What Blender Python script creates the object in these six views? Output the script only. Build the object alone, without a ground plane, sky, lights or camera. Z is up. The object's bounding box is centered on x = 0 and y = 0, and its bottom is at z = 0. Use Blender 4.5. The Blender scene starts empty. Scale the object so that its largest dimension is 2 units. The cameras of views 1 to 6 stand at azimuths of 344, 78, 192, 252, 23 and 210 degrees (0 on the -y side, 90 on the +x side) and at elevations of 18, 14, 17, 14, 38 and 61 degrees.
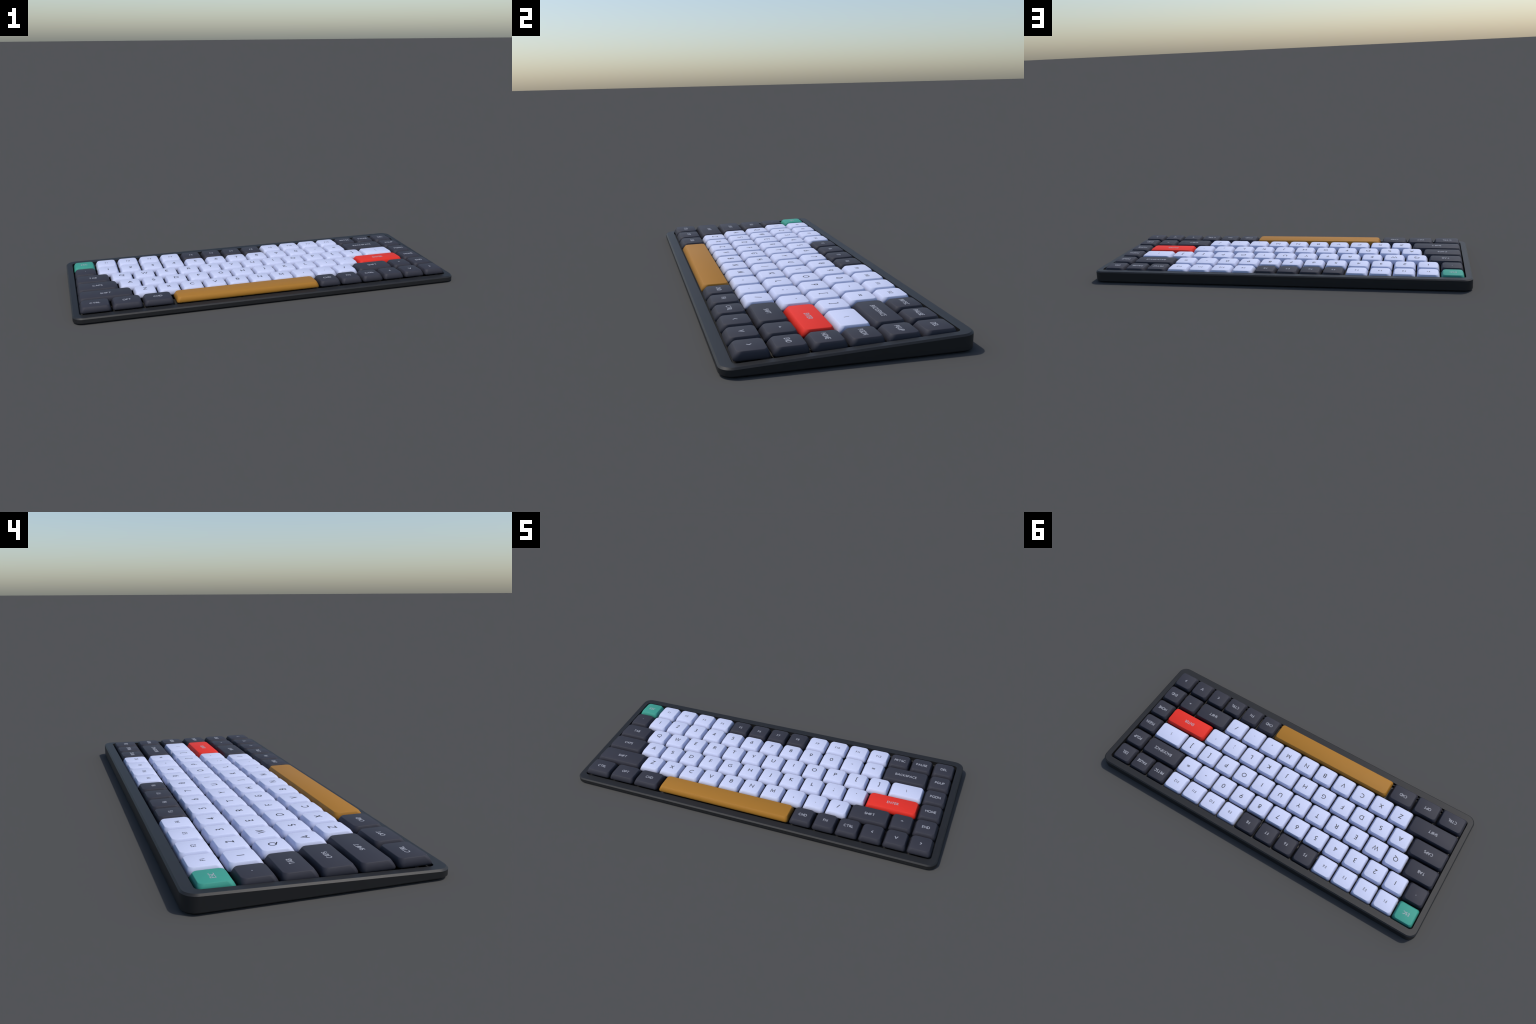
"""Compact 75 percent mechanical keyboard: wedge-shaped dark case, 84 keycaps
with printed legends, switch plate and switches.  Metres, z up."""
import bpy
import math
from mathutils import Vector

# ------------------------------------------------------------------ sizes
UNIT = 0.12062                 # key pitch
COLUMNS, ROWS = 16, 6
FIELD_LEFT = -COLUMNS * UNIT / 2
FIELD_BACK = ROWS * UNIT / 2

CASE_HX, CASE_HY, CASE_R = 1.0, 0.4055, 0.047      # outer half sizes, corner radius
OPEN_HX, OPEN_FRONT, OPEN_BACK, OPEN_R = 0.9675, -0.3624, 0.3648, 0.018   # opening for the keys
CHAMFER = 0.0058                                   # top edge chamfer
FOOT_H, FOOT_W = 0.0065, 0.0075                    # bottom edge chamfer
TOP_MID, TOP_SLOPE = 0.0453, 0.0368                # case top plane: z = mid + slope*y
PLATE_MID, PLATE_SLOPE = 0.0070, 0.0040            # switch plate plane, deep below the keys
LEDGE_FRONT, LEDGE_BACK, LEDGE_W = 0.0200, 0.0360, 0.0110   # ledges along the front and back wall

KEY_SLOPE = 0.005                                  # the key field tilts slightly
KEY_BASE_MID = 0.0365
KEY_H = 0.0278
KEY_GAP = 0.0058
BAR_TRIM = 0.0055                                  # the space bar stops short at its left end
KEY_BASE_R, KEY_TOP_R = 0.0145, 0.0175
TOP_SIDE, TOP_FRONT, TOP_REAR = 0.0099, 0.0127, 0.0080   # inset of the top face
EDGE = 0.0022                                      # rounding of the top edge
SIDE_RINGS, LEAN, SOFTEN, HEM_RISE = 6, 1.35, 1.05, math.radians(-16)                          # wall lean; HEM_RISE bends only normals, shading the wall foot darker
HEM, HEM_H, HEM_RINGS = 0.0022, 0.0042, 4           # rounding of the lower edge
DOME = 0.18                                        # softness of the top shading


# ------------------------------------------------------------------ materials
def material(name, colour, rough, spec=0.5, grain=0.02, bump=0.0):
    m = bpy.data.materials.new(name)
    m.use_nodes = True
    nt = m.node_tree
    b = nt.nodes["Principled BSDF"]
    b.inputs["Roughness"].default_value = rough
    b.inputs["Specular IOR Level"].default_value = spec
    tc = nt.nodes.new("ShaderNodeTexCoord")
    nz = nt.nodes.new("ShaderNodeTexNoise")
    nz.inputs["Scale"].default_value = 420.0
    nz.inputs["Detail"].default_value = 3.0
    nt.links.new(tc.outputs["Object"], nz.inputs["Vector"])
    ramp = nt.nodes.new("ShaderNodeValToRGB")
    lo = [c * (1 - grain) for c in colour]
    hi = [min(1.0, c * (1 + grain)) for c in colour]
    ramp.color_ramp.elements[0].position = 0.35
    ramp.color_ramp.elements[1].position = 0.65
    ramp.color_ramp.elements[0].color = (*lo, 1)
    ramp.color_ramp.elements[1].color = (*hi, 1)
    nt.links.new(nz.outputs["Fac"], ramp.inputs["Fac"])
    nt.links.new(ramp.outputs["Color"], b.inputs["Base Color"])
    if bump:
        bp = nt.nodes.new("ShaderNodeBump")
        bp.inputs["Strength"].default_value = bump
        bp.inputs["Distance"].default_value = 0.0004
        nt.links.new(nz.outputs["Fac"], bp.inputs["Height"])
        nt.links.new(bp.outputs["Normal"], b.inputs["Normal"])
    return m


MAT = {
    "light": material("lavender_white_plastic", (0.580, 0.615, 0.795), 0.62, 0.25),
    "dark": material("charcoal_plastic", (0.036, 0.036, 0.048), 0.62, 0.25),
    "green": material("teal_plastic", (0.048, 0.310, 0.235), 0.62, 0.25),
    "red": material("red_plastic", (0.740, 0.033, 0.020), 0.66, 0.20),
    "amber": material("amber_plastic", (0.375, 0.168, 0.020), 0.62, 0.25),
    "ink_black": material("black_ink", (0.012, 0.012, 0.014), 0.55),
    "ink_grey": material("grey_ink", (0.040, 0.041, 0.048), 0.55),
    "ink_white": material("pale_ink", (0.370, 0.375, 0.410), 0.60),
    "case": material("black_anodised_case", (0.0150, 0.0152, 0.0160), 0.50, 0.36, bump=0.03),
    "plate": material("plate_grey", (0.040, 0.038, 0.034), 0.55),  # darkened below its sunlit tone to dim the lit spots between keys
    "switch": material("switch_black", (0.010, 0.010, 0.011), 0.6),
}


# ------------------------------------------------------------------ helpers
def make_object(name, mesh, mat, parent):
    o = bpy.data.objects.new(name, mesh)
    bpy.context.scene.collection.objects.link(o)
    if mat is not None and not mesh.materials:
        mesh.materials.append(mat)
    o.parent = parent
    return o


def mesh_from(name, verts, faces):
    me = bpy.data.meshes.new(name)
    me.from_pydata([tuple(v) for v in verts], [], faces)
    me.update()
    return me


CORNER_STEPS = 8


def rounded_rect(x0, x1, y0, y1, r, steps=CORNER_STEPS):
    """Counter-clockwise outline: list of (x, y, outward angle)."""
    pts = []
    for cx, cy, a0 in ((x1 - r, y1 - r, 0), (x0 + r, y1 - r, 90),
                       (x0 + r, y0 + r, 180), (x1 - r, y0 + r, 270)):
        for i in range(steps + 1):
            a = math.radians(a0 + 90 * i / steps)
            pts.append((cx + r * math.cos(a), cy + r * math.sin(a), a))
    return pts


def bridge(faces, a, b, n):
    for i in range(n):
        j = (i + 1) % n
        faces.append((a + i, a + j, b + j, b + i))


# ------------------------------------------------------------------ case
def case_top(y):
    return TOP_MID + TOP_SLOPE * y


def plate_top(y):
    return PLATE_MID + PLATE_SLOPE * y


def build_case(root):
    def ring(hx, hy, r, zf):
        return [(x, y, zf(y)) for x, y, _ in rounded_rect(-hx, hx, -hy, hy, r, 14)]

    def opening(e, r, zf, steps):
        return [(x, y, zf(y)) for x, y, _ in
                rounded_rect(-OPEN_HX + e, OPEN_HX - e, OPEN_FRONT + e, OPEN_BACK - e, r, steps)]

    rings = [
        ring(CASE_HX - FOOT_W, CASE_HY - FOOT_W, CASE_R - FOOT_W, lambda y: 0.0),
        ring(CASE_HX, CASE_HY, CASE_R, lambda y: FOOT_H),
        ring(CASE_HX, CASE_HY, CASE_R, lambda y: case_top(y) - CHAMFER),
        ring(CASE_HX - CHAMFER, CASE_HY - CHAMFER, CASE_R - CHAMFER * 0.6, case_top),
        opening(0, OPEN_R, case_top, 14),
        opening(0, OPEN_R, lambda y: plate_top(y) - 0.003, 14),
    ]
    n = len(rings[0])
    verts, faces = [], []
    for r in rings:
        verts += r
    for k in range(len(rings) - 1):
        bridge(faces, k * n, (k + 1) * n, n)
    faces.append(tuple(reversed(range(n))))
    faces.append(tuple(range((len(rings) - 1) * n, len(rings) * n)))
    me = mesh_from("case", verts, faces)
    me.shade_smooth()
    me.set_sharp_from_angle(angle=math.radians(25))
    make_object("case", me, MAT["case"], root)

    # mounting plate lying in the opening
    verts = opening(0.0005, OPEN_R, lambda y: plate_top(y) - 0.0015, 8)
    n = len(verts)
    verts += opening(0.0005, OPEN_R, plate_top, 8)
    faces = [tuple(reversed(range(n))), tuple(range(n, 2 * n))]
    bridge(faces, 0, n, n)
    make_object("switch_plate", mesh_from("switch_plate", verts, faces), MAT["plate"], root)


    # ledges along the front and the back wall of the opening
    for y0, y1, z, mat in ((OPEN_FRONT + 0.0004, OPEN_FRONT + LEDGE_W, LEDGE_FRONT, "switch"),  # front ledge coloured black to paint in the slot's deep shadow
                           (OPEN_BACK - LEDGE_W, OPEN_BACK - 0.0004, LEDGE_BACK, "plate")):
        out = rounded_rect(-OPEN_HX + 0.008, OPEN_HX - 0.008, y0, y1, 0.002, 3)
        n = len(out)
        verts = [(x, y, PLATE_MID - 0.003) for x, y, _ in out] + [(x, y, z) for x, y, _ in out]
        faces = [tuple(reversed(range(n))), tuple(range(n, 2 * n))]
        bridge(faces, 0, n, n)
        make_object("ledge", mesh_from("ledge", verts, faces), MAT[mat], root)


# ------------------------------------------------------------------ keycaps
def keycap_mesh(width, soft=1.0):
    """Keycap of the given width in units; origin at the centre of its base."""
    bx, by = (width * UNIT - KEY_GAP) / 2, (UNIT - KEY_GAP) / 2
    base = rounded_rect(-bx, bx, -by, by, KEY_BASE_R * soft)
    tx0, tx1 = -bx + TOP_SIDE, bx - TOP_SIDE
    ty0, ty1 = -by + TOP_FRONT, by - TOP_REAR
    e = EDGE
    shoulder = rounded_rect(tx0 - e * .35, tx1 + e * .35, ty0 - e * .35, ty1 + e * .35, KEY_TOP_R * soft)
    top = rounded_rect(tx0 + e * .65, tx1 - e * .65, ty0 + e * .65, ty1 - e * .65, KEY_TOP_R * soft - e)
    zs = KEY_H - e * .8
    n = len(base)
    verts, side_n = [], []
    for k in range(HEM_RINGS):               # the hem curls in at the bottom
        t = k / HEM_RINGS                    # 0 at the very bottom, 1 at the widest line
        curl, z = HEM * (1 - math.sqrt(t * (2 - t))) , HEM_H * t
        tilt = HEM_RISE + math.radians(-45) * (1 - t)
        ring_n = []
        for x0, y0, a in base:
            o = Vector((math.cos(a), math.sin(a), 0))
            verts.append((x0 - o.x * curl, y0 - o.y * curl, z))
            ring_n.append(o * math.cos(tilt) + Vector((0, 0, math.sin(tilt))))
        side_n.append(ring_n)
    for k in range(SIDE_RINGS + 1):          # walls lean in more and more towards the top
        t = k / SIDE_RINGS
        f = t ** LEAN
        ring_n = []
        for (x0, y0, a), (x1, y1, _) in zip(base, shoulder):
            verts.append((x0 + (x1 - x0) * f, y0 + (y1 - y0) * f, HEM_H + (zs - HEM_H) * t))
            o = Vector((math.cos(a), math.sin(a), 0))
            inset = (x0 - x1) * o.x + (y0 - y1) * o.y
            lean = math.atan2(inset * LEAN, zs - HEM_H) * SOFTEN
            rise = HEM_RISE + (lean - HEM_RISE) * t ** 0.8
            ring_n.append(o * math.cos(rise) + Vector((0, 0, math.sin(rise))))
        side_n.append(ring_n)
    rings = len(side_n) - 1
    verts += [(x, y, KEY_H) for x, y, _ in top]
    cx, cy = 0.0, (ty0 + ty1) / 2
    verts.append((cx, cy, KEY_H))
    last = rings * n
    rim = last + n
    centre = rim + n
    top_n = [Vector((DOME * (x - cx) / (tx1 - cx), DOME * (y - cy) / (ty1 - cy), 1)).normalized()
             for x, y, _ in top]
    faces, normals = [tuple(reversed(range(n)))], [[Vector((0, 0, -1))] * n]
    for i in range(n):
        j = (i + 1) % n
        for k in range(rings):
            q, r = k * n, (k + 1) * n
            faces.append((q + i, q + j, r + j, r + i))
            normals.append([side_n[k][i], side_n[k][j], side_n[k + 1][j], side_n[k + 1][i]])
        faces.append((last + i, last + j, rim + j, rim + i))
        normals.append([side_n[-1][i], side_n[-1][j], top_n[j], top_n[i]])
        faces.append((rim + i, rim + j, centre))
        normals.append([top_n[i], top_n[j], Vector((0, 0, 1))])
    me = mesh_from("keycap", verts, faces)
    me.shade_smooth()
    me.normals_split_custom_set([v for f in normals for v in f])
    return me


# ------------------------------------------------------------------ lettering
def arc(cx, cy, rx, ry, a0, a1, steps=14):
    return [(cx + rx * math.cos(math.radians(a0 + (a1 - a0) * i / steps)),
             cy + ry * math.sin(math.radians(a0 + (a1 - a0) * i / steps))) for i in range(steps + 1)]


S_CURVE = arc(.29, .74, .26, .26, 40, 200, 9) + arc(.29, .74, .26, .27, 215, 268, 4) \
    + arc(.30, .25, .28, .26, 85, 20, 4) + arc(.30, .25, .28, .25, 5, -145, 9)

# glyph: (advance width, [strokes]); cap height 1, baseline 0, humanist sans capitals
GLYPHS = {
    "A": (.86, [[(0, 0), (.43, 1), (.86, 0)], [(.17, .33), (.69, .33)]]),
    "B": (.58, [[(0, 0), (0, 1), (.28, 1)] + arc(.28, .77, .25, .23, 90, -90) + [(0, .54)],
                [(.26, .54)] + arc(.30, .27, .28, .27, 90, -90) + [(0, 0)]]),
    "C": (.82, [arc(.5, .5, .5, .5, 52, 308, 20)]),
    "D": (.84, [[(0, 0), (0, 1), (.34, 1)] + arc(.34, .5, .5, .5, 90, -90, 18) + [(0, 0)]]),
    "E": (.50, [[(.50, 1), (0, 1), (0, 0), (.52, 0)], [(0, .52), (.44, .52)]]),
    "F": (.48, [[(.48, 1), (0, 1), (0, 0)], [(0, .50), (.44, .50)]]),
    "G": (.90, [arc(.5, .5, .5, .5, 52, 310, 20) + [(.84, .12), (.84, .46), (.54, .46)]]),
    "H": (.76, [[(0, 0), (0, 1)], [(.76, 0), (.76, 1)], [(0, .52), (.76, .52)]]),
    "I": (.06, [[(.03, 0), (.03, 1)]]),
    "J": (.22, [[(.22, 1), (.22, 0)] + arc(.02, 0, .2, .22, 0, -100, 8)]),
    "K": (.68, [[(0, 0), (0, 1)], [(.62, 1), (.02, .50), (.70, 0)]]),
    "L": (.48, [[(0, 1), (0, 0), (.50, 0)]]),
    "M": (.84, [[(0, 0), (.02, 1), (.42, .22), (.82, 1), (.84, 0)]]),
    "N": (.80, [[(0, 0), (0, 1), (.80, 0), (.80, 1)]]),
    "O": (1.0, [arc(.5, .5, .5, .5, 90, 450, 28)]),
    "P": (.52, [[(0, 0), (0, 1), (.24, 1)] + arc(.24, .73, .28, .27, 90, -90) + [(0, .46)]]),
    "Q": (1.02, [arc(.5, .5, .5, .5, 90, 450, 28), [(.50, -.02), (.78, -.20), (1.04, -.26)]]),
    "R": (.62, [[(0, 0), (0, 1), (.24, 1)] + arc(.24, .75, .27, .25, 90, -90) + [(0, .50)], [(.24, .50), (.64, 0)]]),
    "S": (.56, [S_CURVE]),
    "T": (.76, [[(0, 1), (.76, 1)], [(.38, 1), (.38, 0)]]),
    "U": (.76, [[(0, 1), (0, .38)] + arc(.38, .36, .38, .36, 180, 360, 14) + [(.76, 1)]]),
    "V": (.82, [[(0, 1), (.41, 0), (.82, 1)]]),
    "W": (1.28, [[(0, 1), (.34, 0), (.64, .98), (.94, 0), (1.28, 1)]]),
    "X": (.78, [[(0, 0), (.76, 1)], [(.02, 1), (.78, 0)]]),
    "Y": (.76, [[(0, 1), (.38, .48), (.76, 1)], [(.38, .48), (.38, 0)]]),
    "Z": (.74, [[(.02, 1), (.72, 1), (0, 0), (.76, 0)]]),
    "0": (.62, [arc(.31, .5, .31, .5, 90, 450, 24)]),
    "1": (.30, [[(.15, 0), (.15, 1)]]),
    "2": (.56, [arc(.27, .72, .25, .28, 165, 0, 10) + [(.48, .55), (.02, 0), (.58, 0)]]),
    "3": (.52, [arc(.22, .76, .25, .24, 125, -90, 10) + [(.16, .52)], [(.20, .52)] + arc(.22, .26, .29, .26, 90, -130, 12)]),
    "4": (.62, [[(.46, 0), (.46, 1), (0, .30), (.64, .30)]]),
    "5": (.52, [[(.50, 1), (.14, 1), (.10, .56)] + arc(.20, .31, .30, .31, 105, -130, 12)]),
    "6": (.58, [[(.50, 1), (.20, .66)] + arc(.29, .30, .29, .30, 155, 515, 22)]),
    "7": (.56, [[(0, 1), (.56, 1), (.14, 0)]]),
    "8": (.54, [arc(.27, .76, .22, .24, -90, 270, 18), arc(.27, .27, .27, .27, 90, 450, 20)]),
    "9": (.58, [[(.08, 0), (.38, .34)] + arc(.29, .70, .29, .30, -25, 335, 22)]),
    "`": (.10, [[(0, .86), (.10, .72)]]),
    "-": (.36, [[(0, .46), (.36, .46)]]),
    "=": (.72, [[(0, .62), (.72, .62)], [(0, .34), (.72, .34)]]),
    "[": (.26, [[(.28, 1.10), (0, 1.10), (0, -.22), (.28, -.22)]]),
    "]": (.26, [[(0, 1.10), (.28, 1.10), (.28, -.22), (0, -.22)]]),
    "\\": (.34, [[(0, 1.15), (.34, -.15)]]),
    ";": (.12, [[(.06, .70), (.06, .58)], [(.08, .10), (.07, -.04), (.00, -.18)]]),
    "'": (.08, [[(.05, .92), (.03, .70)]]),
    ",": (.14, [[(.09, .16), (.08, 0), (.01, -.14)]]),
    ".": (.10, [[(.05, .10), (.05, -.02)]]),
    "/": (.44, [[(0, -.02), (.44, 1.02)]]),
    "<": (.40, [[(.42, .92), (.04, .50), (.42, .08)]]),
    ">": (.40, [[(0, .92), (.38, .50), (0, .08)]]),
    "^": (.60, [[(0, .62), (.30, .88), (.60, .62)]]),
    "v": (.86, [[(0, .94), (.43, .10), (.86, .94)]]),
}


def ribbon(points, half, closed_tol=1e-6):
    """Left and right outline of a stroke with mitred joints and square ends."""
    closed = (Vector(points[0]) - Vector(points[-1])).length < closed_tol
    p = [Vector(q) for q in points]
    left, right = [], []
    m = len(p)
    for i in range(m):
        prev = p[i] - p[i - 1] if i > 0 else (p[0] - p[-2] if closed else None)
        nxt = p[i + 1] - p[i] if i < m - 1 else (p[1] - p[0] if closed else None)
        if prev is None:
            prev = nxt
        if nxt is None:
            nxt = prev
        d0, d1 = prev.normalized(), nxt.normalized()
        n0, n1 = Vector((-d0.y, d0.x)), Vector((-d1.y, d1.x))
        mid = n0 + n1
        mid = mid.normalized() if mid.length > 1e-4 else n0
        scale = min(1.0 / max(mid.dot(n0), 0.25), 2.4)
        left.append(p[i] + mid * half * scale)
        right.append(p[i] - mid * half * scale)
    return left, right


def legend_mesh(text, cap, stroke, spacing, stretch):
    """Raised print of the text, centred on x = 0, y from 0 (baseline) to cap."""
    total = sum(GLYPHS[c][0] * stretch for c in text) * cap + spacing * cap * (len(text) - 1)
    pen = -total / 2
    verts, faces = [], []
    level = 0
    for c in text:
        width, strokes = GLYPHS[c]
        for s in strokes:
            pts = [(pen + x * stretch * cap, y * cap) for x, y in s]
            clean = [pts[0]]
            for q in pts[1:]:
                if math.dist(q, clean[-1]) > stroke * 0.15:
                    clean.append(q)
            if math.dist(pts[0], pts[-1]) < 1e-6:
                clean[-1] = pts[0]
            left, right = ribbon(clean, stroke / 2)
            z1 = 0.00030 + 0.00008 * (level % 3)
            level += 1
            o, m = len(verts), len(left)
            for a, b in zip(left, right):
                verts += [(a.x, a.y, z1), (b.x, b.y, z1), (a.x, a.y, -.0006), (b.x, b.y, -.0006)]
            for i in range(m - 1):
                q, r = o + 4 * i, o + 4 * i + 4
                faces += [(q, q + 1, r + 1, r), (q + 2, q, r, r + 2), (q + 1, q + 3, r + 3, r + 1)]
            q, r = o, o + 4 * (m - 1)
            faces += [(q + 2, q + 3, q + 1, q), (r, r + 1, r + 3, r + 2)]
        pen += (width * stretch + spacing) * cap
    return mesh_from("legend", verts, faces)


# style: cap height, stroke width, letter spacing, stretch, centre offset in y
STYLE = {
    "letter": (0.0238, 0.0037, 0.18, 1.0, 0.0040, "ink_black"),
    "word": (0.0155, 0.0026, 0.25, 0.86, 0.0012, "ink_white"),
    "function": (0.0148, 0.0022, 0.32, 0.80, -0.0010, "ink_grey"),
    "function_pale": (0.0145, 0.0025, 0.28, 0.85, -0.0010, "ink_white"),
    "mark": (0.0180, 0.0036, 0.2, 1.0, 0.0010, "ink_white"),
}

# ------------------------------------------------------------------ layout
# one entry per key: legend, width in units, colour, lettering style
def row(text, width=1.0, colour="light", style="letter"):
    return [(t, width, colour, style) for t in text.split()]


D = ("dark", "word")
LAYOUT = [
    [("ESC", 1, "green", "word")] + row("F1 F2 F3 F4", 1, "light", "function")
    + row("F5 F6 F7 F8", 1, "dark", "function_pale") + row("F9 F10 F11 F12", 1, "light", "function")
    + row("PRTSC PAUSE DEL", 1, *D),
    [("`", 1, "dark", "mark")] + row("1 2 3 4 5 6 7 8 9 0 - =") + [("BACKSPACE", 2, *D), ("PGUP", 1, *D)],
    [("TAB", 1.5, *D)] + row("Q W E R T Y U I O P [ ]") + [("\\", 1.5, "light", "function"), ("PGDN", 1, *D)],
    [("CAPS", 1.75, *D)] + row("A S D F G H J K L ; '") + [("ENTER", 2.25, "red", "word"), ("HOME", 1, *D)],
    [("SHIFT", 2.25, *D)] + row("Z X C V B N M , . /")
    + [("SHIFT", 1.75, *D), ("^", 1, "dark", "mark"), ("END", 1, *D)],
    [("CTRL", 1.25, *D), ("OPT", 1.25, *D), ("CMD", 1.25, *D), ("", 6.25, "amber", "bar"),
     ("CMD", 1, *D), ("FN", 1, *D), ("CTRL", 1, *D),
     ("<", 1, "dark", "mark"), ("v", 1, "dark", "mark"), (">", 1, "dark", "mark")],
]


def build_keys(root):
    caps, prints = {}, {}
    sw = rounded_rect(-0.026, 0.026, -0.026, 0.026, 0.004, 3)
    n = len(sw)
    verts = [(x, y, 0.0) for x, y, _ in sw] + [(x * .8, y * .8, 1.0) for x, y, _ in sw]
    faces = [tuple(reversed(range(n))), tuple(range(n, 2 * n))]
    bridge(faces, 0, n, n)
    switch_me = mesh_from("switch", verts, faces)
    for r, keys in enumerate(LAYOUT):
        y = FIELD_BACK - (r + 0.5) * UNIT
        x = FIELD_LEFT
        for text, width, colour, style in keys:
            xc = x + width * UNIT / 2
            x += width * UNIT
            soft = 0.8 if text == "\\" else 1.0
            mk = (width, colour, soft)
            if mk not in caps:
                caps[mk] = keycap_mesh(width if text else width - BAR_TRIM / UNIT, soft)
            key = make_object("space_bar" if not text else "key", caps[mk], MAT[colour], root)
            zb = KEY_BASE_MID + KEY_SLOPE * y
            key.location = (xc + (BAR_TRIM / 2 if not text else 0), y, zb)
            key.rotation_euler = (math.atan(KEY_SLOPE), 0, 0)
            if text:
                cap, stroke, gap, stretch, dy, ink = STYLE[style]
                pk = (text, style)
                if pk not in prints:
                    prints[pk] = legend_mesh(text, cap, stroke, gap, stretch)
                mark = make_object("legend", prints[pk], MAT[ink], key)
                mark.location = (0, dy - cap / 2, KEY_H)
            low = plate_top(y) - 0.001
            if width > 2.1:
                spots = (-(width - 1) * UNIT / 2, 0.0, (width - 1) * UNIT / 2)
            else:
                spots = (0.0,)
            for dx in spots:
                s = make_object("switch", switch_me, MAT["switch"], root)
                s.location = (xc + dx, y, low)
                s.scale = (1, 1, zb + 0.002 - low)


root = bpy.data.objects.new("keyboard", None)
bpy.context.scene.collection.objects.link(root)
root["label"] = "compact dark mechanical keyboard with pale keys and coloured accents"
root["category"] = "keyboard"
build_case(root)
build_keys(root)
